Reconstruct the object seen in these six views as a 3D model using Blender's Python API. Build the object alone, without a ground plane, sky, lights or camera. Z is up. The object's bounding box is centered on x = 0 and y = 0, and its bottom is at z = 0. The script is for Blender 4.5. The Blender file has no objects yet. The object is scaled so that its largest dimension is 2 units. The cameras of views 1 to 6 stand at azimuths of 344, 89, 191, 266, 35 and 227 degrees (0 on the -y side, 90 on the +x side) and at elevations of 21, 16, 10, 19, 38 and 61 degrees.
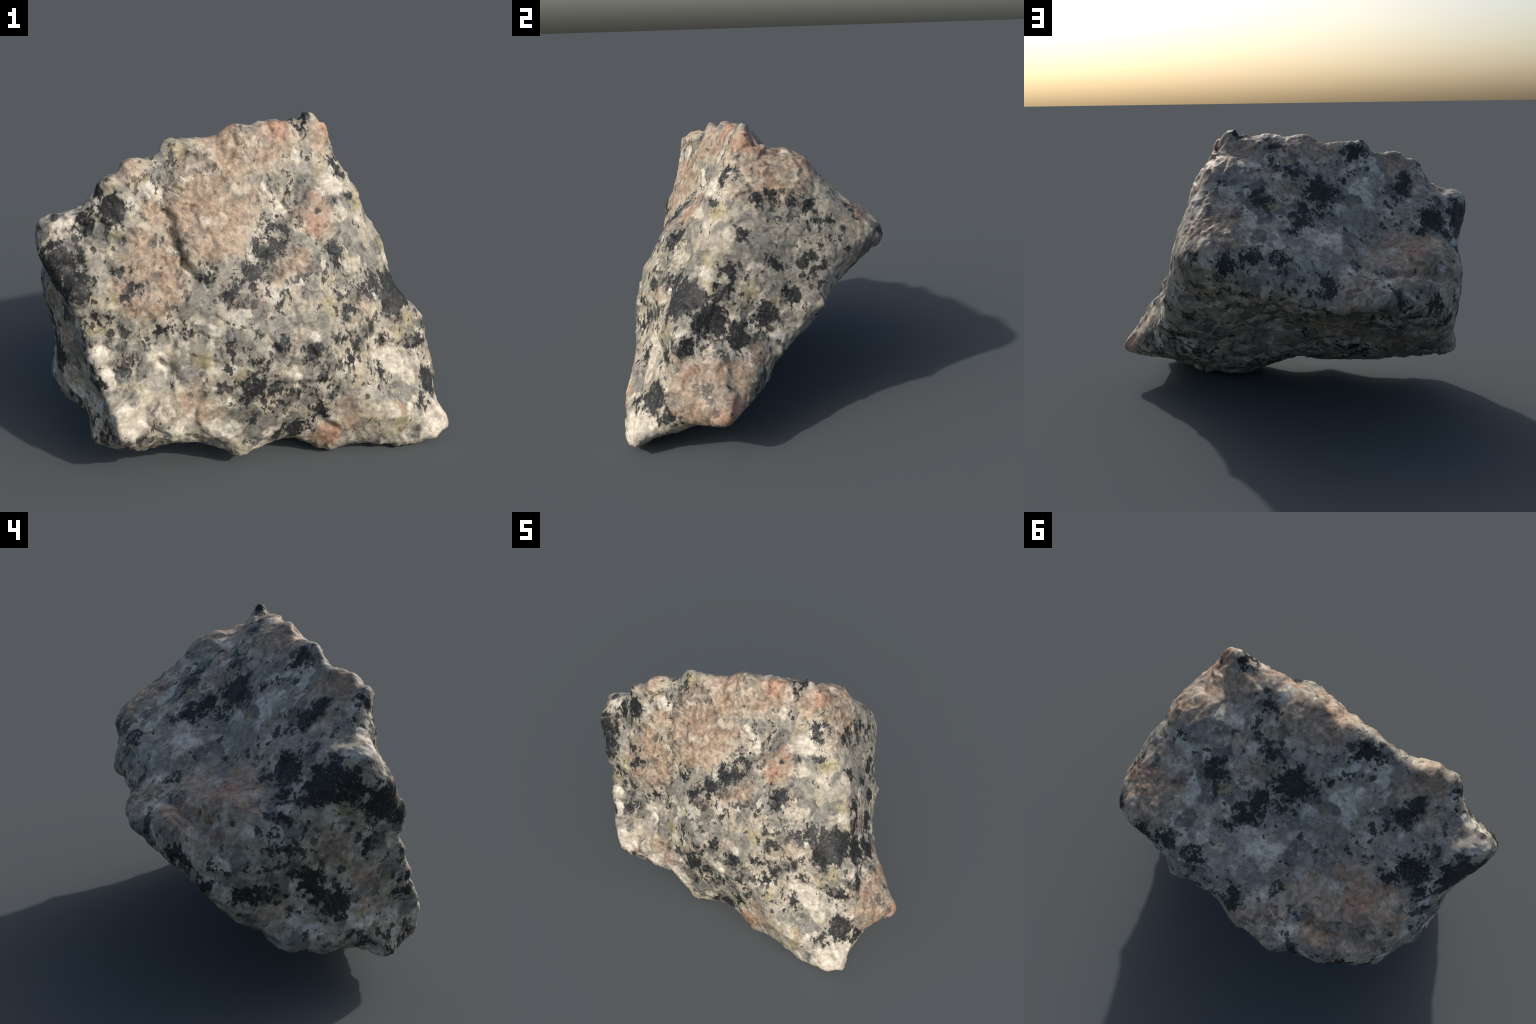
"""A broken block of coarse pink-grey granite.

The block is described by landmarks: the corners, rim points and face points of the
fracture faces.  A radial spline through them gives the body; ledges, cracks and
knobs are then chiselled along short strokes, and fracture relief is added by noise.
"""
import bpy, bmesh, math
import numpy as np
from mathutils import Vector

CORE = np.array([-0.05, -0.1, 0.72])          # a point deep inside the block

# ---------------------------------------------------------------- landmarks (metres)
LANDMARKS = {
    "front_face": [
        (-0.395, -0.251, 1.380), (0.104, -0.100, 1.471), (0.241, -0.100, 1.384), (0.291, -0.030, 1.499),
        (0.355, -0.051, 1.430), (-0.730, -0.429, 1.158), (-0.707, -0.409, 1.315), (-0.664, -0.420, 1.222),
        (-0.659, -0.416, 1.261), (-0.636, -0.369, 1.339), (-0.607, -0.415, 1.245), (-0.586, -0.372, 1.322),
        (-0.583, -0.429, 1.175), (-0.573, -0.423, 1.205), (-0.568, -0.332, 1.358), (-0.543, -0.348, 1.317),
        (-0.498, -0.377, 1.170), (-0.497, -0.377, 1.206), (-0.474, -0.338, 1.226), (-0.460, -0.381, 1.162),
        (-0.445, -0.344, 1.222), (-0.422, -0.300, 1.322), (-0.419, -0.355, 1.188), (-0.408, -0.321, 1.254),
        (-0.268, -0.299, 1.258), (0.004, -0.245, 1.236), (0.080, -0.153, 1.355), (0.107, -0.214, 1.162),
        (0.336, -0.100, 1.345), (-0.957, -0.464, 1.015), (-0.909, -0.477, 0.987), (-0.887, -0.471, 1.016),
        (-0.805, -0.464, 0.975), (-0.804, -0.468, 1.009), (-0.803, -0.493, 0.963), (-0.779, -0.514, 0.940),
        (-0.775, -0.427, 1.079), (-0.701, -0.502, 0.936), (-0.545, -0.435, 1.101), (-0.231, -0.410, 1.069),
        (-0.036, -0.313, 1.103), (0.236, -0.458, 0.924), (0.289, -0.352, 1.000), (-0.814, -0.536, 0.843),
        (-0.753, -0.563, 0.670), (-0.642, -0.543, 0.646), (-0.592, -0.531, 0.748), (-0.516, -0.518, 0.644),
        (-0.376, -0.476, 0.863), (-0.137, -0.615, 0.667), (-0.041, -0.506, 0.848), (-0.009, -0.556, 0.705),
        (0.267, -0.586, 0.638), (0.390, -0.495, 0.696), (0.446, -0.317, 0.874), (0.461, -0.483, 0.656),
        (0.568, -0.424, 0.636), (0.711, -0.370, 0.653), (-0.803, -0.565, 0.544), (-0.755, -0.596, 0.582),
        (-0.744, -0.622, 0.490), (-0.736, -0.631, 0.423), (-0.729, -0.634, 0.390), (-0.717, -0.650, 0.443),
        (-0.683, -0.673, 0.398), (-0.630, -0.564, 0.570), (-0.617, -0.655, 0.407), (-0.533, -0.621, 0.398),
        (-0.505, -0.574, 0.476), (-0.486, -0.538, 0.538), (-0.481, -0.508, 0.533), (-0.477, -0.555, 0.550),
        (-0.449, -0.578, 0.493), (-0.401, -0.622, 0.422), (-0.237, -0.627, 0.486), (0.238, -0.640, 0.455),
        (0.421, -0.569, 0.430), (0.551, -0.504, 0.438), (0.728, -0.406, 0.566), (-0.714, -0.672, 0.286),
        (-0.710, -0.661, 0.373), (-0.706, -0.669, 0.246), (-0.687, -0.691, 0.315), (-0.675, -0.684, 0.279),
        (-0.582, -0.635, 0.355), (-0.517, -0.656, 0.343), (-0.497, -0.652, 0.275), (-0.293, -0.636, 0.242),
        (-0.080, -0.631, 0.182), (0.136, -0.633, 0.344), (0.151, -0.605, 0.182), (0.361, -0.629, 0.222),
        (0.519, -0.590, 0.348), (0.533, -0.562, 0.366), (0.566, -0.552, 0.335), (0.622, -0.552, 0.329),
        (0.628, -0.643, 0.219), (0.701, -0.564, 0.270), (0.740, -0.634, 0.163), (0.761, -0.601, 0.186),
        (0.794, -0.582, 0.152), (0.798, -0.515, 0.268), (0.853, -0.540, 0.190), (0.870, -0.586, 0.141),
        (0.287, -0.592, 0.020), (0.659, -0.631, 0.021), (0.689, -0.648, 0.110), (0.813, -0.633, 0.042),
        (0.851, -0.614, 0.057),
    ],
    "right_face": [
        (0.406, 0.038, 1.328), (0.460, -0.100, 1.224), (0.474, 0.102, 1.139), (0.412, 0.581, 0.882),
        (0.435, 0.323, 1.105), (0.444, 0.456, 1.009), (0.526, 0.201, 0.906), (0.620, -0.217, 0.915),
        (0.575, 0.340, 0.628), (0.581, 0.203, 0.706), (0.671, -0.149, 0.800), (0.706, -0.309, 0.688),
        (0.666, 0.075, 0.560), (0.703, -0.023, 0.565), (0.746, -0.127, 0.563), (0.771, -0.213, 0.533),
        (0.796, -0.041, 0.437), (0.818, -0.373, 0.552), (0.834, -0.161, 0.494), (0.893, -0.133, 0.355),
        (1.000, -0.138, 0.227), (0.846, -0.491, 0.076), (0.849, -0.571, 0.045), (0.891, -0.440, 0.125),
        (0.894, -0.597, 0.070),
    ],
    "back_face": [
        (-0.610, -0.293, 1.379), (-0.424, -0.197, 1.434), (-0.394, -0.213, 1.438), (-0.302, -0.193, 1.428),
        (-0.100, -0.131, 1.474), (-0.861, -0.284, 1.151), (-0.828, -0.187, 1.131), (-0.659, -0.298, 1.302),
        (-0.651, -0.130, 1.139), (-0.523, -0.192, 1.314), (-0.386, -0.159, 1.361), (-0.367, -0.128, 1.324),
        (-0.294, 0.027, 1.230), (-0.179, -0.020, 1.352), (0.057, 0.101, 1.326), (0.147, 0.331, 1.187),
        (0.233, 0.075, 1.373), (0.297, 0.203, 1.371), (0.322, 0.297, 1.322), (0.404, 0.412, 1.135),
        (-0.824, 0.118, 0.912), (-0.707, 0.041, 0.955), (-0.496, 0.138, 0.927), (-0.371, 0.327, 0.944),
        (-0.232, 0.185, 1.068), (-0.140, 0.334, 1.066), (-0.124, 0.454, 0.962), (-0.106, 0.538, 0.946),
        (0.065, 0.433, 1.072), (0.358, 0.637, 0.936), (-0.726, 0.375, 0.819), (-0.671, 0.366, 0.829),
        (-0.593, 0.552, 0.703), (-0.585, 0.277, 0.852), (-0.558, 0.258, 0.871), (-0.485, 0.347, 0.844),
        (-0.464, 0.353, 0.829), (-0.452, 0.403, 0.829), (-0.301, 0.526, 0.787), (0.824, -0.006, 0.370),
    ],
    "underside": [
        (0.232, 0.687, 0.889), (0.325, 0.670, 0.891), (-0.650, 0.471, 0.636), (-0.378, 0.576, 0.645),
        (-0.208, 0.553, 0.653), (-0.050, 0.628, 0.720), (-0.050, 0.493, 0.680), (0.052, 0.532, 0.699),
        (0.258, 0.618, 0.824), (0.304, 0.553, 0.769), (-0.855, 0.223, 0.458), (-0.718, 0.400, 0.602),
        (-0.616, 0.062, 0.376), (-0.610, 0.433, 0.610), (-0.537, 0.339, 0.587), (-0.530, 0.197, 0.486),
        (-0.525, 0.072, 0.420), (-0.524, 0.334, 0.566), (-0.507, 0.082, 0.412), (-0.499, 0.336, 0.583),
        (-0.494, 0.357, 0.594), (-0.493, 0.323, 0.608), (-0.483, 0.412, 0.592), (-0.481, 0.190, 0.470),
        (-0.478, 0.348, 0.574), (-0.463, 0.117, 0.410), (-0.361, 0.381, 0.566), (-0.298, 0.171, 0.415),
        (-0.292, 0.446, 0.600), (-0.203, 0.241, 0.524), (-0.073, 0.053, 0.413), (-0.067, 0.310, 0.607),
        (0.071, 0.113, 0.464), (0.167, 0.302, 0.586), (0.283, 0.335, 0.588), (0.577, 0.256, 0.500),
        (0.667, 0.137, 0.434), (-0.943, -0.100, 0.289), (-0.867, -0.246, 0.232), (-0.863, 0.109, 0.372),
        (-0.782, -0.146, 0.250), (-0.713, -0.446, 0.178), (-0.695, -0.320, 0.194), (-0.616, -0.115, 0.249),
        (-0.566, -0.569, 0.129), (-0.395, -0.285, 0.161), (-0.227, 0.025, 0.317), (-0.201, -0.352, 0.132),
        (-0.031, -0.292, 0.166), (0.089, -0.079, 0.217), (0.272, 0.081, 0.364), (0.543, 0.114, 0.345),
        (0.597, -0.135, 0.150), (0.637, 0.063, 0.254), (0.687, 0.091, 0.372), (0.732, -0.100, 0.174),
        (-0.147, -0.611, 0.055), (-0.050, -0.444, 0.118), (-0.034, -0.576, 0.078), (0.066, -0.569, 0.097),
        (0.143, -0.396, 0.073), (0.519, -0.536, 0.002), (0.666, -0.367, 0.048), (0.716, -0.267, 0.108),
    ],
    "left_face": [
        (-0.958, -0.336, 1.149), (-0.954, -0.387, 0.931), (-0.931, 0.081, 0.863), (-0.915, -0.277, 0.756),
        (-0.880, -0.428, 0.775), (-0.938, 0.116, 0.522), (-0.908, -0.100, 0.476), (-0.905, 0.053, 0.401),
        (-0.844, -0.445, 0.543), (-0.766, -0.543, 0.409), (-0.796, -0.462, 0.239), (-0.793, -0.524, 0.173),
    ],
}

# strokes: (kind, half width, amount, points along the stroke)
#  groove: cut in; ridge: raise; step: raises the left side of the stroke as seen from
#  outside and lowers the right side; knob: one rounded lump
STROKES = [
    ("groove", 0.032, 0.042, [(-0.464, -0.333, 1.221), (-0.450, -0.379, 1.172), (-0.434, -0.419, 1.105), (-0.423, -0.435, 1.065), (-0.404, -0.453, 1.007), (-0.384, -0.467, 0.941), (-0.355, -0.476, 0.855)]),
    ("step", 0.1, 0.012, [(-0.465, -0.335, 1.250), (-0.434, -0.419, 1.105), (-0.404, -0.453, 1.007), (-0.355, -0.481, 0.845)]),
    ("groove", 0.03, 0.025, [(-0.128, -0.125, 1.465), (-0.118, -0.186, 1.429), (-0.093, -0.220, 1.379)]),
    ("groove", 0.03, 0.022, [(-0.197, -0.122, 1.436), (-0.190, -0.210, 1.407), (-0.162, -0.244, 1.364), (-0.150, -0.273, 1.307)]),
    ("groove", 0.025, 0.014, [(-0.272, -0.213, 1.415), (-0.258, -0.262, 1.348)]),
    ("step", 0.11, 0.012, [(0.474, 0.468, 0.863), (0.251, 0.672, 0.873), (0.139, 0.645, 0.819), (0.043, 0.614, 0.754), (-0.038, 0.634, 0.726), (-0.125, 0.593, 0.715), (-0.280, 0.547, 0.647), (-0.600, 0.500, 0.646), (-0.853, 0.260, 0.520), (-0.954, -0.148, 0.366)]),
    ("groove", 0.025, 0.018, [(0.392, 0.598, 0.872), (0.253, 0.667, 0.868), (0.141, 0.637, 0.808), (0.047, 0.598, 0.742), (-0.023, 0.562, 0.700), (-0.123, 0.586, 0.709), (-0.278, 0.528, 0.634), (-0.599, 0.481, 0.632)]),
    ("groove", 0.03, 0.013, [(0.634, 0.177, 0.467), (0.513, 0.240, 0.459), (0.358, 0.200, 0.429), (0.228, 0.167, 0.440), (0.100, 0.207, 0.524), (-0.108, 0.453, 0.640)]),
    ("groove", 0.03, 0.013, [(0.346, 0.364, 0.603), (0.229, 0.444, 0.664), (0.136, 0.523, 0.704), (0.041, 0.472, 0.667)]),
    ("groove", 0.03, 0.016, [(-0.096, -0.047, 0.279), (-0.156, 0.018, 0.332), (-0.261, 0.143, 0.402), (-0.367, 0.158, 0.416), (-0.454, 0.073, 0.370), (-0.582, -0.012, 0.300)]),
    ("groove", 0.03, 0.016, [(-0.589, 0.469, 0.624), (-0.653, 0.352, 0.560), (-0.721, 0.276, 0.510), (-0.828, 0.229, 0.459)]),
    ("step", 0.08, -0.014, [(0.867, -0.200, 0.434), (0.882, -0.131, 0.366), (0.921, -0.097, 0.311), (0.909, -0.057, 0.251)]),
    ("groove", 0.03, 0.015, [(0.509, -0.506, 0.467), (0.663, -0.478, 0.445), (0.769, -0.437, 0.440), (0.812, -0.430, 0.387)]),
    ("ridge", 0.04, 0.014, [(0.482, -0.514, 0.485), (0.627, -0.421, 0.603), (0.727, -0.305, 0.667)]),
    ("step", 0.06, 0.012, [(-0.449, -0.520, 0.646), (-0.454, -0.551, 0.564), (-0.421, -0.585, 0.499)]),
    ("groove", 0.025, 0.012, [(-0.053, -0.651, 0.452), (0.110, -0.643, 0.420), (0.258, -0.638, 0.405), (0.302, -0.633, 0.338)]),
    ("groove", 0.02, 0.01, [(-0.021, -0.649, 0.306), (0.047, -0.646, 0.374), (0.121, -0.643, 0.442)]),
    ("groove", 0.03, 0.022, [(0.189, -0.624, 0.239), (0.255, -0.626, 0.178), (0.344, -0.628, 0.151)]),
    ("step", 0.06, 0.014, [(0.534, -0.482, 0.527), (0.643, -0.467, 0.489), (0.766, -0.419, 0.488)]),
    ("groove", 0.03, 0.008, [(0.105, 0.465, 1.074), (0.025, 0.513, 1.021), (-0.049, 0.536, 0.974), (-0.166, 0.520, 0.913)]),
    ("knob", 0.045, 0.02, [(0.575, 0.355, 0.632)]),
    ("knob", 0.045, 0.02, [(0.691, 0.146, 0.427)]),
    ("ridge", 0.05, 0.014, [(-0.961, -0.446, 1.042), (-0.916, -0.480, 0.935), (-0.859, -0.514, 0.884), (-0.846, -0.518, 0.826), (-0.819, -0.524, 0.734), (-0.794, -0.565, 0.628), (-0.758, -0.600, 0.530), (-0.718, -0.652, 0.433), (-0.705, -0.692, 0.339), (-0.700, -0.679, 0.256)]),
    ("ridge", 0.05, 0.008, [(0.386, -0.017, 1.383), (0.425, -0.060, 1.286), (0.478, -0.099, 1.191), (0.542, -0.111, 1.066), (0.631, -0.176, 0.920), (0.674, -0.206, 0.771), (0.712, -0.233, 0.684), (0.780, -0.311, 0.604), (0.813, -0.390, 0.486), (0.847, -0.401, 0.379), (0.895, -0.396, 0.264)]),
    ("ridge", 0.045, 0.006, [(0.289, 0.229, 1.367), (0.307, 0.314, 1.309), (0.331, 0.385, 1.199), (0.315, 0.527, 1.078), (0.345, 0.654, 0.926)]),
    ("ridge", 0.028, 0.01, [(-0.859, -0.514, 0.884), (-0.846, -0.518, 0.826), (-0.819, -0.524, 0.734), (-0.794, -0.565, 0.628), (-0.758, -0.600, 0.530), (-0.718, -0.652, 0.433), (-0.705, -0.692, 0.339), (-0.700, -0.683, 0.265)]),
    ("ridge", 0.05, 0.012, [(-0.783, 0.290, 0.814), (-0.755, 0.192, 0.882), (-0.872, 0.094, 0.899)]),
    ("groove", 0.065, 0.065, [(-0.541, 0.374, 0.825), (-0.664, 0.371, 0.827), (-0.784, 0.291, 0.814), (-0.903, 0.190, 0.791)]),
    ("groove", 0.028, 0.03, [(-0.646, 0.400, 0.809), (-0.725, 0.393, 0.809), (-0.808, 0.319, 0.784), (-0.909, 0.201, 0.769)]),
    ("ridge", 0.05, 0.011, [(-0.577, -0.292, 1.386), (-0.420, -0.210, 1.435), (-0.194, -0.162, 1.452), (-0.120, -0.128, 1.485), (0.006, -0.113, 1.486), (0.103, -0.090, 1.500), (0.157, -0.070, 1.503), (0.256, -0.010, 1.500), (0.330, -0.020, 1.475), (0.375, -0.024, 1.430), (0.390, -0.020, 1.360)]),
]


# ---------------------------------------------------------------- noise
def hash3(i, j, k, seed):
    n = (i * 374761393 + j * 668265263 + k * 2147483647 + seed * 974634777) & 0xFFFFFFFF
    n = ((n ^ (n >> 13)) * 1274126177) & 0xFFFFFFFF
    n = ((n ^ (n >> 16)) * 2246822519) & 0xFFFFFFFF
    return ((n ^ (n >> 15)) & 0xFFFFFF) / float(0xFFFFFF)


def value_noise(p, seed):
    q = np.floor(p).astype(np.int64)
    f = p - q
    f = f * f * f * (f * (f * 6 - 15) + 10)
    out = np.zeros(len(p))
    for a in (0, 1):
        for b in (0, 1):
            for c in (0, 1):
                w = (f[:, 0] if a else 1 - f[:, 0]) * (f[:, 1] if b else 1 - f[:, 1]) * (f[:, 2] if c else 1 - f[:, 2])
                out += w * hash3(q[:, 0] + a, q[:, 1] + b, q[:, 2] + c, seed)
    return out * 2 - 1


def fractal(p, seed, octaves=3, gain=0.5):
    total, amp = np.zeros(len(p)), 1.0
    for o in range(octaves):
        total += amp * value_noise(p * 2.0 ** o + 17.3 * o, seed + o)
        amp *= gain
    return total


def chips(p, seed):
    """Conchoidal facets: every cell is a small plane of its own tilt."""
    q = np.floor(p).astype(np.int64)
    best = np.full(len(p), 9.0)
    height = np.zeros(len(p))
    for a in (-1, 0, 1):
        for b in (-1, 0, 1):
            for c in (-1, 0, 1):
                i, j, k = q[:, 0] + a, q[:, 1] + b, q[:, 2] + c
                d = np.stack([p[:, 0] - i - hash3(i, j, k, seed), p[:, 1] - j - hash3(i, j, k, seed + 1), p[:, 2] - k - hash3(i, j, k, seed + 2)], 1)
                r = (d * d).sum(1)
                tilt = np.stack([hash3(i, j, k, seed + 3), hash3(i, j, k, seed + 4), hash3(i, j, k, seed + 5)], 1) - 0.5
                h = 1.6 * (d * tilt).sum(1) + 0.22 * (hash3(i, j, k, seed + 6) - 0.5)
                near = r < best
                best = np.where(near, r, best)
                height = np.where(near, h, height)
    return height


# ---------------------------------------------------------------- body
def kernel(a, b):
    out = np.zeros((len(a), len(b)))
    for axis in range(3):
        out += (a[:, axis, None] - b[None, :, axis]) ** 2
    return np.sqrt(out + 0.036 ** 2)


def radial_spline(landmarks):
    """Radius from CORE as a function of direction, through all the landmarks."""
    v = landmarks - CORE
    dist = np.linalg.norm(v, axis=1)
    s = v / dist[:, None]
    n = len(s)
    tail = np.concatenate([np.ones((n, 1)), s], 1)
    m = np.zeros((n + 4, n + 4))
    m[:n, :n], m[:n, n:], m[n:, :n] = kernel(s, s), tail, tail.T
    weights = np.linalg.solve(m, np.concatenate([dist, np.zeros(4)]))

    def radius(d):
        out = np.empty(len(d))
        for i in range(0, len(d), 20000):
            e = d[i:i + 20000]
            out[i:i + 20000] = np.concatenate([kernel(e, s), np.ones((len(e), 1)), e], 1) @ weights
        return out
    return radius


def normals_of(p, quads):
    fn = np.cross(p[quads[:, 2]] - p[quads[:, 0]], p[quads[:, 3]] - p[quads[:, 1]])
    out = np.zeros_like(p)
    for axis in range(3):
        for corner in range(4):
            out[:, axis] += np.bincount(quads[:, corner], fn[:, axis], len(p))
    return out / (np.linalg.norm(out, axis=1)[:, None] + 1e-12)


def smoothed(values, edges, rounds):
    count = np.bincount(edges.ravel(), minlength=len(values)).astype(float)
    for _ in range(rounds):
        total = np.bincount(edges[:, 0], values[edges[:, 1]], len(values)) + np.bincount(edges[:, 1], values[edges[:, 0]], len(values))
        values = 0.5 * values + 0.5 * total / count
    return values


def stroke_distance(p, line):
    """Distance to a polyline, the signed side (cross product with the given outward
    direction), and the place along it from 0 to 1."""
    best = np.full(len(p), 1e9)
    side = np.zeros(len(p))
    along = np.zeros(len(p))
    line = np.array(line, float)
    if len(line) == 1:
        return np.linalg.norm(p - line[0], axis=1), side, along + 0.5
    seg = np.diff(line, axis=0)
    length = np.linalg.norm(seg, axis=1)
    start = np.concatenate([[0], np.cumsum(length)])
    for a, d, l, s0 in zip(line[:-1], seg, length, start):
        t = np.clip(((p - a) @ d) / (l * l), 0, 1)
        off = p - a - t[:, None] * d
        dist = np.linalg.norm(off, axis=1)
        out = (a + d / 2) - CORE
        left = np.cross(out, d)
        left /= np.linalg.norm(left) + 1e-9
        near = dist < best
        best = np.where(near, dist, best)
        side = np.where(near, off @ left, side)
        along = np.where(near, (s0 + t * l) / start[-1], along)
    return best, side, along


def chisel(p, faces):
    for kind, width, amount, line in STROKES:
        n = normals_of(p, faces)
        warp = np.stack([fractal(p * 9, 91 + k, 2) for k in range(3)], 1) * width * 0.35
        dist, side, along = stroke_distance(p + warp, line)
        x = dist / width
        fade = np.clip(np.minimum(along, 1 - along) / 0.22, 0, 1) if len(line) > 1 else 1.0
        fade = fade * fade * (3 - 2 * fade)
        if kind == "groove":
            h = -amount * np.exp(-2.2 * x * x) * fade
        elif kind in ("ridge", "knob"):
            h = amount * np.exp(-2.2 * x * x) * fade
        else:
            s = side / width
            h = amount * np.tanh(s * 5.0) * np.exp(-1.1 * x * x) * fade
        p = p + n * h[:, None]
    return p


def body_mesh():
    """The spline body as an even mesh of small quads."""
    bm = bmesh.new()
    bmesh.ops.create_icosphere(bm, subdivisions=7, radius=1.0)
    d = np.array([v.co[:] for v in bm.verts])
    d /= np.linalg.norm(d, axis=1)[:, None]
    landmarks = np.array([q for face in LANDMARKS.values() for q in face])
    p = CORE + d * radial_spline(landmarks)(d)[:, None]
    for v, q in zip(bm.verts, p):
        v.co = q
    coarse = bpy.data.meshes.new("body")
    bm.to_mesh(coarse)
    bm.free()
    obj = bpy.data.objects.new("body", coarse)
    bpy.context.scene.collection.objects.link(obj)
    even = obj.modifiers.new("even", "REMESH")
    even.mode, even.voxel_size, even.adaptivity = "VOXEL", 0.0065, 0.0
    bpy.context.view_layer.update()
    mesh = bpy.data.meshes.new_from_object(obj.evaluated_get(bpy.context.evaluated_depsgraph_get()))
    bpy.data.objects.remove(obj)
    bpy.data.meshes.remove(coarse)
    mesh.name = "granite_block"
    return mesh


def build_body():
    mesh = body_mesh()
    n = len(mesh.vertices)
    p = np.empty(n * 3)
    mesh.vertices.foreach_get("co", p)
    p = p.reshape(-1, 3)
    faces = np.empty(len(mesh.loops), np.int32)
    mesh.loops.foreach_get("vertex_index", faces)
    faces = faces.reshape(-1, 4).astype(np.int64)
    edges = np.empty(len(mesh.edges) * 2, np.int32)
    mesh.edges.foreach_get("vertices", edges)
    edges = edges.reshape(-1, 2).astype(np.int64)
    p = np.stack([smoothed(p[:, k], edges, 5) for k in range(3)], 1)
    # broken tips are blunt: pull thin spikes back towards the body
    nrm = normals_of(p, faces)
    base = np.stack([smoothed(p[:, k], edges, 60) for k in range(3)], 1)
    proud = ((p - base) * nrm).sum(1)
    p = p - nrm * (0.75 * np.clip(proud - 0.018, 0, None))[:, None]
    p = chisel(p, faces)

    # fracture relief: cleaved facets of three sizes, stronger in some places, then grain
    nrm = normals_of(p, faces)
    warp = np.stack([fractal(p * 5, 31 + k, 3) for k in range(3)], 1) * 0.04
    w = (p + warp) @ np.array([[1.25, 0.35, 0.0], [-0.3, 0.75, 0.25], [0.1, -0.2, 1.05]])
    broken = np.clip(0.55 + 0.9 * fractal(p * 3.1, 61, 2), 0.15, 1.3)
    h = 0.015 * smoothed(chips(w * 5.5, 5), edges, 2) * broken
    h += 0.017 * smoothed(chips(w * 11 + 3.1, 15), edges, 2) * broken
    h += 0.0045 * smoothed(chips(w * 23 + 7.7, 25), edges, 1) * np.clip(1.5 - broken, 0.35, 1.2)
    streak = np.stack([p[:, 0] * 40 + p[:, 2] * 10, p[:, 1] * 26, p[:, 2] * 16 - p[:, 0] * 8], 1)
    h += 0.0022 * fractal(streak, 41, 3) + 0.0015 * fractal(p * 13, 51, 2)
    h -= h.mean()
    p = p + nrm * h[:, None]
    p[:, 2] = 0.5 * (p[:, 2] + np.sqrt(p[:, 2] ** 2 + 4e-6))      # it rests on its lowest points
    mesh.vertices.foreach_set("co", p.ravel())
    mesh.polygons.foreach_set("use_smooth", np.ones(len(mesh.polygons), bool))
    mesh.update()
    return mesh

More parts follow.
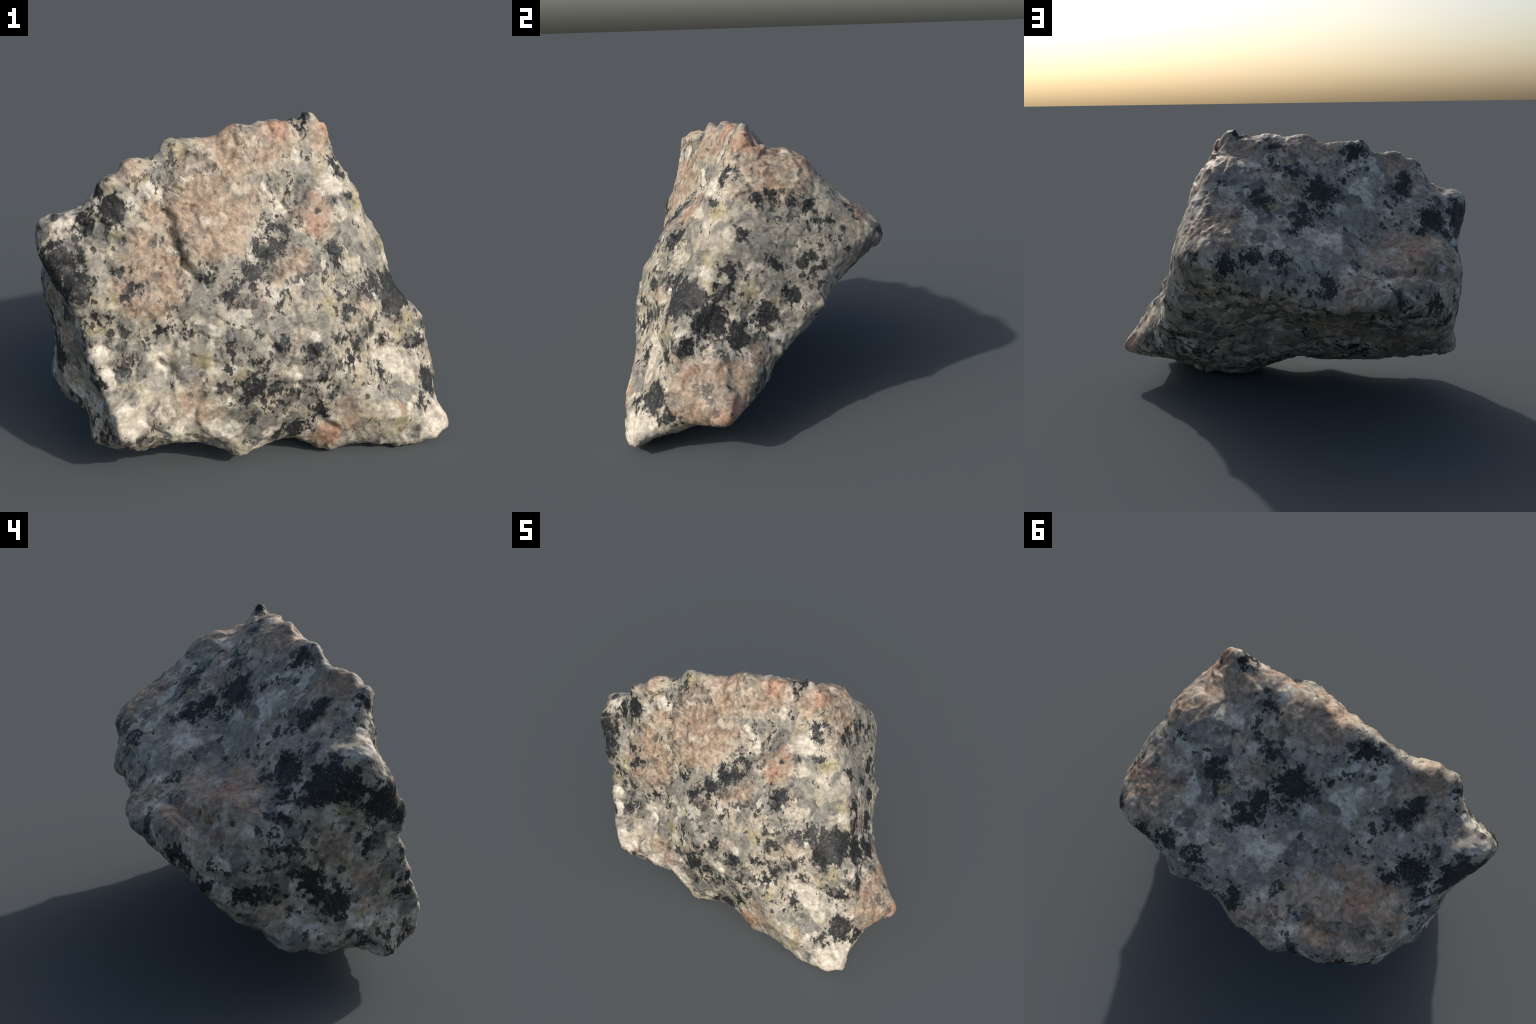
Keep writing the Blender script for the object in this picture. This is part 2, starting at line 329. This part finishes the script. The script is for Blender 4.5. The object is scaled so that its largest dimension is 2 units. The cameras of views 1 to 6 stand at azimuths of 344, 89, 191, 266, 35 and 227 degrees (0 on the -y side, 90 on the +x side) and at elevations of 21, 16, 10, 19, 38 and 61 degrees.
# ---------------------------------------------------------------- minerals
# where the grain clusters lie: (x, y, z, radius) in metres
DARK = [
    (0.23, -0.04, 1.47, 0.038), (-0.38, -0.16, 1.37, 0.049), (0.05, 0.03, 1.41, 0.031), (-0.73, -0.39, 1.28, 0.035),
    (-0.42, -0.28, 1.35, 0.030), (-0.08, 0.12, 1.28, 0.025), (0.40, -0.11, 1.27, 0.041), (-0.77, -0.33, 1.22, 0.019),
    (-0.68, -0.43, 1.19, 0.064), (-0.65, -0.22, 1.24, 0.036), (-0.64, -0.16, 1.18, 0.048), (-0.32, -0.00, 1.25, 0.021),
    (-0.31, 0.06, 1.18, 0.025), (-0.23, 0.10, 1.19, 0.078), (-0.16, 0.16, 1.17, 0.018), (0.06, 0.31, 1.18, 0.053),
    (0.26, 0.34, 1.25, 0.017), (0.46, 0.12, 1.17, 0.047), (0.48, 0.06, 1.16, 0.037), (-0.82, -0.42, 1.10, 0.035),
    (-0.79, -0.41, 1.14, 0.048), (-0.26, 0.13, 1.11, 0.020), (-0.23, 0.19, 1.07, 0.022), (-0.16, 0.24, 1.11, 0.056),
    (-0.16, 0.33, 1.06, 0.046), (-0.00, -0.33, 1.06, 0.020), (0.05, -0.32, 1.06, 0.034), (0.11, -0.32, 1.06, 0.020),
    (0.37, 0.52, 1.06, 0.023), (0.44, 0.31, 1.11, 0.042), (0.45, 0.22, 1.14, 0.038), (0.46, -0.17, 1.14, 0.021),
    (-0.98, -0.29, 1.01, 0.078), (-0.96, -0.25, 1.04, 0.072), (-0.95, -0.46, 0.95, 0.098), (-0.94, -0.20, 1.00, 0.078),
    (-0.89, -0.47, 1.00, 0.075), (-0.81, -0.08, 1.02, 0.078), (-0.76, -0.00, 0.97, 0.034), (-0.12, 0.40, 1.02, 0.022),
    (-0.02, -0.42, 0.98, 0.061), (0.04, -0.40, 0.99, 0.047), (0.46, 0.38, 1.04, 0.029), (0.48, 0.28, 1.02, 0.018),
    (0.58, -0.03, 1.00, 0.025), (-0.95, -0.05, 0.86, 0.015), (-0.89, -0.06, 0.95, 0.031), (-0.85, -0.50, 0.91, 0.070),
    (-0.66, -0.50, 0.94, 0.025), (-0.62, -0.52, 0.87, 0.035), (-0.31, -0.47, 0.89, 0.022), (-0.28, -0.47, 0.93, 0.019),
    (-0.10, 0.58, 0.92, 0.035), (-0.09, -0.49, 0.88, 0.044), (0.04, 0.63, 0.93, 0.046), (0.15, 0.67, 0.91, 0.046),
    (0.31, 0.68, 0.93, 0.030), (0.32, -0.38, 0.93, 0.061), (0.53, 0.26, 0.86, 0.047), (0.58, 0.11, 0.86, 0.037),
    (-0.97, -0.01, 0.77, 0.024), (-0.97, -0.05, 0.75, 0.017), (-0.78, -0.54, 0.78, 0.019), (-0.72, -0.55, 0.75, 0.024),
    (-0.32, 0.53, 0.77, 0.042), (-0.19, -0.51, 0.82, 0.040), (0.32, -0.50, 0.77, 0.023), (0.34, 0.52, 0.75, 0.034),
    (0.53, -0.37, 0.77, 0.050), (0.56, 0.25, 0.78, 0.018), (0.65, -0.10, 0.84, 0.045), (0.68, -0.14, 0.76, 0.028),
    (-0.89, -0.40, 0.75, 0.040), (-0.82, 0.36, 0.67, 0.049), (-0.70, 0.45, 0.66, 0.019), (-0.67, 0.48, 0.69, 0.032),
    (-0.50, -0.51, 0.67, 0.028), (-0.40, -0.52, 0.67, 0.022), (0.37, -0.50, 0.71, 0.023), (0.59, 0.22, 0.67, 0.028),  # first spot blackens the stone where the front step casts its shadow
    (0.60, 0.18, 0.69, 0.044), (0.65, -0.38, 0.67, 0.079), (0.65, -0.34, 0.72, 0.101), (0.68, -0.29, 0.71, 0.079),
    (0.68, -0.12, 0.72, 0.018), (0.69, -0.17, 0.73, 0.022), (-0.94, -0.17, 0.62, 0.055), (-0.93, -0.18, 0.58, 0.052),
    (-0.85, 0.33, 0.64, 0.022), (-0.79, -0.58, 0.56, 0.025), (-0.74, 0.39, 0.60, 0.019), (0.01, -0.61, 0.61, 0.033),
    (0.03, -0.61, 0.61, 0.033), (0.30, -0.58, 0.61, 0.023), (0.66, 0.06, 0.61, 0.058), (0.68, 0.03, 0.56, 0.028),
    (0.73, -0.21, 0.62, 0.092), (-0.95, 0.07, 0.55, 0.052), (-0.94, 0.00, 0.54, 0.030), (-0.92, -0.05, 0.52, 0.013),
    (-0.92, -0.23, 0.51, 0.048), (-0.91, -0.28, 0.50, 0.072), (-0.89, 0.25, 0.55, 0.049), (-0.77, -0.59, 0.48, 0.041),
    (-0.66, -0.58, 0.54, 0.045), (-0.08, -0.64, 0.53, 0.028), (0.16, -0.63, 0.55, 0.046), (0.36, -0.58, 0.49, 0.023),
    (0.41, -0.54, 0.53, 0.035), (0.44, 0.33, 0.54, 0.030), (0.56, -0.48, 0.52, 0.021), (0.73, -0.08, 0.55, 0.069),
    (0.77, -0.43, 0.47, 0.049), (0.82, -0.33, 0.53, 0.049), (-0.11, -0.65, 0.43, 0.063), (-0.01, -0.65, 0.43, 0.027),
    (0.04, -0.65, 0.38, 0.023), (0.13, -0.64, 0.39, 0.020), (0.17, -0.64, 0.38, 0.015), (0.21, -0.64, 0.40, 0.017),
    (0.24, -0.64, 0.43, 0.026), (0.27, -0.64, 0.37, 0.031), (0.54, -0.55, 0.37, 0.039), (0.56, 0.15, 0.39, 0.022),
    (0.61, 0.14, 0.40, 0.027), (-0.87, -0.36, 0.30, 0.024), (-0.81, -0.43, 0.27, 0.021), (-0.74, -0.63, 0.26, 0.033),
    (-0.43, -0.02, 0.28, 0.030), (-0.40, 0.04, 0.33, 0.031), (-0.39, -0.06, 0.25, 0.027), (-0.34, 0.05, 0.33, 0.021),
    (-0.11, -0.65, 0.26, 0.023), (0.01, -0.65, 0.33, 0.023), (0.21, -0.63, 0.27, 0.047), (0.82, -0.48, 0.27, 0.077),
    (-0.78, -0.58, 0.21, 0.018), (-0.45, -0.11, 0.23, 0.022), (-0.35, -0.11, 0.22, 0.022), (0.10, -0.61, 0.17, 0.063),
    (0.59, -0.13, 0.15, 0.023), (0.71, 0.02, 0.23, 0.028), (0.76, -0.57, 0.22, 0.033), (0.90, -0.42, 0.20, 0.042),
    (0.03, -0.61, 0.15, 0.026),
]
PINK = [
    (-0.09, -0.16, 1.45, 0.216), (0.10, -0.12, 1.42, 0.100), (0.16, 0.04, 1.43, 0.076), (0.33, -0.07, 1.42, 0.091),
    (-0.64, -0.30, 1.35, 0.103), (-0.60, -0.23, 1.32, 0.079), (-0.33, -0.27, 1.34, 0.083), (0.05, 0.16, 1.29, 0.046),
    (0.39, 0.14, 1.33, 0.207), (-0.72, -0.22, 1.19, 0.069), (-0.51, -0.40, 1.17, 0.054), (-0.12, -0.31, 1.20, 0.112),
    (-0.08, 0.21, 1.20, 0.064), (0.48, -0.05, 1.20, 0.038), (-0.55, -0.45, 1.06, 0.054), (-0.26, -0.37, 1.14, 0.207),
    (0.22, 0.45, 1.13, 0.096), (0.24, 0.57, 1.05, 0.171), (0.26, -0.30, 1.08, 0.093), (0.42, 0.52, 1.00, 0.039),
    (-0.75, 0.20, 0.88, 0.236), (-0.57, 0.26, 0.86, 0.108), (-0.53, -0.50, 0.90, 0.162), (0.05, -0.48, 0.90, 0.045),
    (0.13, -0.45, 0.94, 0.068), (-0.93, -0.24, 0.75, 0.080), (-0.70, 0.41, 0.80, 0.070), (-0.47, 0.52, 0.77, 0.102),
    (-0.41, 0.57, 0.71, 0.068), (0.46, -0.46, 0.70, 0.047), (-0.88, -0.39, 0.61, 0.052), (-0.42, 0.22, 0.48, 0.074),
    (-0.27, 0.26, 0.51, 0.083), (-0.92, -0.04, 0.44, 0.062), (-0.64, 0.07, 0.38, 0.077), (-0.38, -0.63, 0.40, 0.067),
    (0.75, 0.02, 0.45, 0.056), (0.86, -0.35, 0.42, 0.073), (0.86, -0.07, 0.37, 0.105), (-0.30, -0.64, 0.32, 0.068),
    (0.34, -0.63, 0.29, 0.048), (0.93, -0.23, 0.32, 0.196), (0.38, -0.63, 0.19, 0.061), (0.25, -0.62, 0.13, 0.079),
]
SALMON = [
    (0.06, -0.13, 1.42, 0.029), (0.10, -0.11, 1.45, 0.053), (0.35, 0.04, 1.40, 0.038), (0.37, -0.01, 1.43, 0.067),
    (0.07, -0.16, 1.34, 0.023), (0.28, -0.23, 1.16, 0.030), (0.23, -0.32, 1.06, 0.041), (0.34, 0.55, 1.05, 0.026),
    (-0.75, 0.17, 0.90, 0.064), (0.86, -0.30, 0.43, 0.024), (0.64, -0.63, 0.23, 0.025), (0.95, -0.09, 0.25, 0.053),
    (0.99, -0.15, 0.24, 0.042), (0.26, -0.62, 0.12, 0.067),
]
WHITE = [
    (0.02, -0.06, 1.47, 0.024), (0.37, -0.18, 1.21, 0.054), (-0.88, -0.39, 1.14, 0.038), (0.09, -0.26, 1.11, 0.035),
    (-0.27, 0.48, 0.88, 0.028), (-0.77, -0.57, 0.62, 0.033), (-0.74, -0.61, 0.51, 0.033), (-0.52, -0.53, 0.55, 0.045),
    (0.08, -0.64, 0.48, 0.034), (0.53, -0.52, 0.43, 0.049), (0.60, -0.52, 0.39, 0.046), (0.66, -0.51, 0.38, 0.050),
    (0.76, -0.47, 0.39, 0.031), (-0.64, -0.67, 0.33, 0.083), (-0.44, -0.64, 0.26, 0.057), (-0.28, -0.64, 0.25, 0.046),
    (0.83, -0.57, 0.15, 0.099), (0.88, -0.52, 0.16, 0.066), (0.76, -0.64, 0.08, 0.038), (0.84, -0.60, 0.09, 0.058),
]
GREY = [
    (0.50, 0.13, 1.06, 0.145), (-0.76, -0.48, 0.98, 0.048), (-0.42, 0.09, 1.04, 0.101), (0.45, -0.29, 0.96, 0.054),
    (0.50, 0.32, 0.96, 0.254), (0.57, 0.06, 0.95, 0.093), (-0.29, 0.47, 0.88, 0.080), (-0.26, 0.51, 0.86, 0.105),
    (-0.19, -0.47, 0.92, 0.066), (-0.29, -0.50, 0.81, 0.087), (-0.15, 0.61, 0.81, 0.041), (0.54, 0.35, 0.77, 0.095),
    (0.57, 0.19, 0.78, 0.126), (-0.40, -0.53, 0.66, 0.039), (0.01, -0.56, 0.69, 0.062), (-0.10, -0.62, 0.62, 0.050),
    (0.33, -0.62, 0.39, 0.053), (0.41, 0.09, 0.32, 0.049),
]
YELLOW = [
    (-0.54, -0.32, 1.35, 0.022), (-0.39, -0.24, 1.40, 0.044), (-0.04, 0.07, 1.35, 0.031), (-0.67, -0.45, 1.09, 0.027),
    (-0.02, 0.32, 1.13, 0.044), (0.50, -0.15, 1.11, 0.050), (-0.97, -0.28, 0.93, 0.044), (-0.96, -0.19, 0.88, 0.024),
    (0.63, -0.21, 0.90, 0.037), (-0.69, -0.54, 0.84, 0.037), (-0.77, -0.55, 0.72, 0.038), (0.27, 0.50, 0.71, 0.048),
    (0.27, -0.54, 0.74, 0.034), (0.66, -0.01, 0.71, 0.037), (0.71, -0.40, 0.58, 0.050), (-0.31, -0.60, 0.54, 0.033),
    (0.65, -0.44, 0.54, 0.032), (0.63, -0.66, 0.18, 0.037),
]


class Nodes:
    """Small helper for wiring a node tree."""

    def __init__(self, tree):
        self.tree = tree

    def add(self, kind, inputs=(), **props):
        n = self.tree.nodes.new(kind)
        for k, v in props.items():
            setattr(n, k, v)
        for k, v in dict(inputs).items():
            if hasattr(v, "is_linked"):
                self.tree.links.new(v, n.inputs[k])
            else:
                n.inputs[k].default_value = v
        return n

    def math(self, op, a, b=0.0, c=0.0, clamp=False):
        return self.add("ShaderNodeMath", {0: a, 1: b, 2: c}, operation=op, use_clamp=clamp).outputs[0]

    def vmath(self, op, a, b):
        return self.add("ShaderNodeVectorMath", {0: a, 1: b}, operation=op).outputs[0]

    def noise(self, at, scale, detail=3.0, rough=0.5, colour=False, distortion=0.0):
        n = self.add("ShaderNodeTexNoise", {"Vector": at, "Scale": scale, "Detail": detail, "Roughness": rough, "Distortion": distortion})
        return n.outputs["Color" if colour else "Fac"]

    def warp(self, at, scale, amount, detail=3.0):
        n = self.noise(at, scale, detail, 0.55, colour=True)
        off = self.vmath("SUBTRACT", n, (0.5, 0.5, 0.5))
        off = self.add("ShaderNodeVectorMath", {0: off, "Scale": amount * 2}, operation="SCALE").outputs[0]
        return self.vmath("ADD", at, off)

    def step(self, value, low, high):
        return self.add("ShaderNodeMapRange", {0: value, 1: low, 2: high, 3: 0.0, 4: 1.0}, interpolation_type="SMOOTHSTEP").outputs[0]

    def mix(self, fac, a, b, blend="MIX"):
        n = self.add("ShaderNodeMix", {0: fac}, data_type="RGBA", blend_type=blend)
        for i, v in ((6, a), (7, b)):
            if hasattr(v, "is_linked"):
                self.tree.links.new(v, n.inputs[i])
            else:
                n.inputs[i].default_value = (*v, 1.0)
        return n.outputs[2]

    def patches(self, at, spots):
        """Distance in metres to the nearest cluster edge, negative inside."""
        best = None
        for x, y, z, r in spots:
            d = self.add("ShaderNodeVectorMath", {0: at, 1: (x, y, z)}, operation="DISTANCE").outputs["Value"]
            d = self.math("SUBTRACT", d, r)
            best = d if best is None else self.math("MINIMUM", best, d)
        return best


def granite():
    m = bpy.data.materials.new("granite")
    m.use_nodes = True
    t = m.node_tree
    g = Nodes(t)
    shader = t.nodes["Principled BSDF"]
    at = g.add("ShaderNodeTexCoord").outputs["Object"]

    soft = g.warp(at, 7.0, 0.055, 4.0)
    ragged = g.warp(g.warp(at, 11.0, 0.045, 3.0), 55.0, 0.014, 2.0)

    # feldspar and quartz ground: soft-edged grains of cream, white and grey
    grain = g.add("ShaderNodeTexVoronoi", {"Vector": g.warp(at, 14.0, 0.035, 4.0), "Scale": 15.0, "Smoothness": 0.35}, feature="SMOOTH_F1")
    parts = g.add("ShaderNodeSeparateColor", {0: grain.outputs["Color"]})
    ramp = g.add("ShaderNodeValToRGB", {0: parts.outputs[0]})
    stops = [(0.05, (0.125, 0.127, 0.118)), (0.28, (0.215, 0.212, 0.196)), (0.48, (0.285, 0.272, 0.240)), (0.68, (0.350, 0.322, 0.262)), (0.92, (0.48, 0.465, 0.425))]
    e = ramp.color_ramp.elements
    while len(e) < len(stops):
        e.new(0.5)
    for el, (pos, c) in zip(e, stops):
        el.position, el.color = pos, (*c, 1)
    col = ramp.outputs[0]
    cloud = g.noise(at, 5.0, 4.0, 0.6)
    col = g.mix(g.math("MULTIPLY", g.step(cloud, 0.56, 0.76), 0.4), col, (0.285, 0.195, 0.145))
    olive = g.noise(g.vmath("ADD", at, (3.1, 7.7, 1.3)), 9.0, 3.0)
    col = g.mix(g.math("MULTIPLY", g.step(olive, 0.60, 0.72), 0.6), col, (0.25, 0.225, 0.12))

    blush = g.mix(g.step(g.noise(g.warp(at, 18.0, 0.03), 17.0, 4.0, 0.62), 0.36, 0.62), (0.245, 0.168, 0.118), (0.350, 0.265, 0.200))

    def lay(col, spots, colour, edge, strength, coords=soft):
        d = g.patches(coords, spots)
        d = g.math("MULTIPLY_ADD", g.math("SUBTRACT", g.noise(at, 26.0, 4.0, 0.6), 0.5), edge * 2.2, d)
        k = g.math("MULTIPLY", g.step(d, edge, -edge), strength)
        return g.mix(k, col, colour), k

    col, _ = lay(col, GREY, (0.215, 0.212, 0.195), 0.035, 0.7)
    col, pinkish = lay(col, PINK, blush, 0.045, g.add("ShaderNodeMapRange", {0: g.noise(g.warp(at, 9.0, 0.05), 8.0, 4.0, 0.6), 1: 0.38, 2: 0.58, 3: 0.28, 4: 0.88}).outputs[0])
    col, _ = lay(col, YELLOW, (0.300, 0.270, 0.155), 0.025, 0.70)
    col, _ = lay(col, SALMON, (0.320, 0.172, 0.118), 0.030, 0.60)
    col, pale = lay(col, WHITE, (0.520, 0.490, 0.435), 0.025, 0.95)
    clean = g.math("SUBTRACT", 1.0, g.math("MAXIMUM", g.math("MULTIPLY", pinkish, 0.8), pale), clamp=True)

    # crystal mottling inside the grains: pale flecks and dull streaks
    fleck = g.noise(g.warp(at, 30.0, 0.02), 34.0, 5.0, 0.68)
    value = g.add("ShaderNodeMapRange", {0: fleck, 1: 0.28, 2: 0.72, 3: 0.44, 4: 1.56}).outputs[0]
    col = g.mix(1.0, col, g.add("ShaderNodeCombineColor", {0: value, 1: value, 2: value}).outputs[0], "MULTIPLY")
    tint = g.noise(at, 22.0, 3.0, 0.6)
    col = g.mix(g.math("MULTIPLY", g.step(tint, 0.58, 0.75), 0.15), col, (0.29, 0.20, 0.125))
    spark = g.noise(g.add("ShaderNodeMapping", {"Vector": at, "Rotation": (0.4, 0.2, 0.9), "Scale": (1.0, 0.55, 1.2)}).outputs[0], 62.0, 4.0, 0.62)
    col = g.mix(g.math("MULTIPLY", g.step(spark, 0.57, 0.72), 0.6), col, (0.50, 0.47, 0.42))

    # black mica, one painted step shadow: mapped clusters with ragged rims, plus scattered specks
    d = g.patches(ragged, DARK)
    lean = g.add("ShaderNodeMapping", {"Vector": at, "Rotation": (0.2, 0.75, 0.3), "Scale": (1.15, 1.0, 0.82)}).outputs[0]
    d = g.math("MULTIPLY_ADD", g.math("SUBTRACT", g.noise(lean, 22.0, 5.0, 0.62), 0.5), 0.21, d)
    d = g.math("MULTIPLY_ADD", g.math("SUBTRACT", g.noise(lean, 60.0, 3.0, 0.6), 0.5), 0.12, d)
    mica = g.step(d, 0.015, -0.013)
    col = g.mix(1.0, col, (1.085, 1.045, 0.975), "MULTIPLY")
    col = g.mix(g.math("MULTIPLY", g.step(d, 0.042, 0.0), 0.32), col, (0.125, 0.122, 0.102))
    # stray flakes where the rock is richer in mica
    rich = g.noise(g.vmath("ADD", at, (5.3, 2.1, 9.4)), 4.0, 2.0)
    stray = g.noise(g.warp(lean, 30.0, 0.02), 24.0, 4.0, 0.6)
    stray = g.math("ADD", stray, g.math("MULTIPLY", g.math("SUBTRACT", rich, 0.5), 0.45))
    mica = g.math("MAXIMUM", mica, g.math("MULTIPLY", g.math("MULTIPLY", g.step(stray, 0.585, 0.63), 0.9), clean))
    speck = g.add("ShaderNodeTexVoronoi", {"Vector": g.warp(g.warp(at, 25.0, 0.02), 80.0, 0.012), "Scale": 11.0, "Randomness": 1.0})
    pick = g.add("ShaderNodeSeparateColor", {0: speck.outputs["Color"]})
    size = g.math("MULTIPLY_ADD", pick.outputs[0], 0.42, -0.20)
    small = g.math("MULTIPLY", g.step(g.math("SUBTRACT", speck.outputs["Distance"], size), 0.06, -0.06), 0.9)
    mica = g.math("MAXIMUM", mica, small)
    glint = g.noise(at, 85.0, 3.0, 0.6)
    black = g.mix(g.math("MULTIPLY", g.step(glint, 0.53, 0.72), 0.7), (0.018, 0.019, 0.019), (0.13, 0.13, 0.125))
    col = g.mix(mica, col, black)

    t.links.new(col, shader.inputs["Base Color"])
    rough = g.math("MULTIPLY_ADD", fleck, 0.25, 0.45)
    t.links.new(rough, shader.inputs["Roughness"])
    shader.inputs["Specular IOR Level"].default_value = 0.35
    bump = g.add("ShaderNodeBump", {"Height": g.noise(at, 70.0, 4.0, 0.6), "Strength": 0.14, "Distance": 0.012})
    t.links.new(bump.outputs[0], shader.inputs["Normal"])
    return m


mesh = build_body()
rock = bpy.data.objects.new("granite_rock", mesh)
rock["label"] = "angular broken block of speckled pink and grey granite"
rock["category"] = "granite rock"
mesh.materials.append(granite())
bpy.context.scene.collection.objects.link(rock)
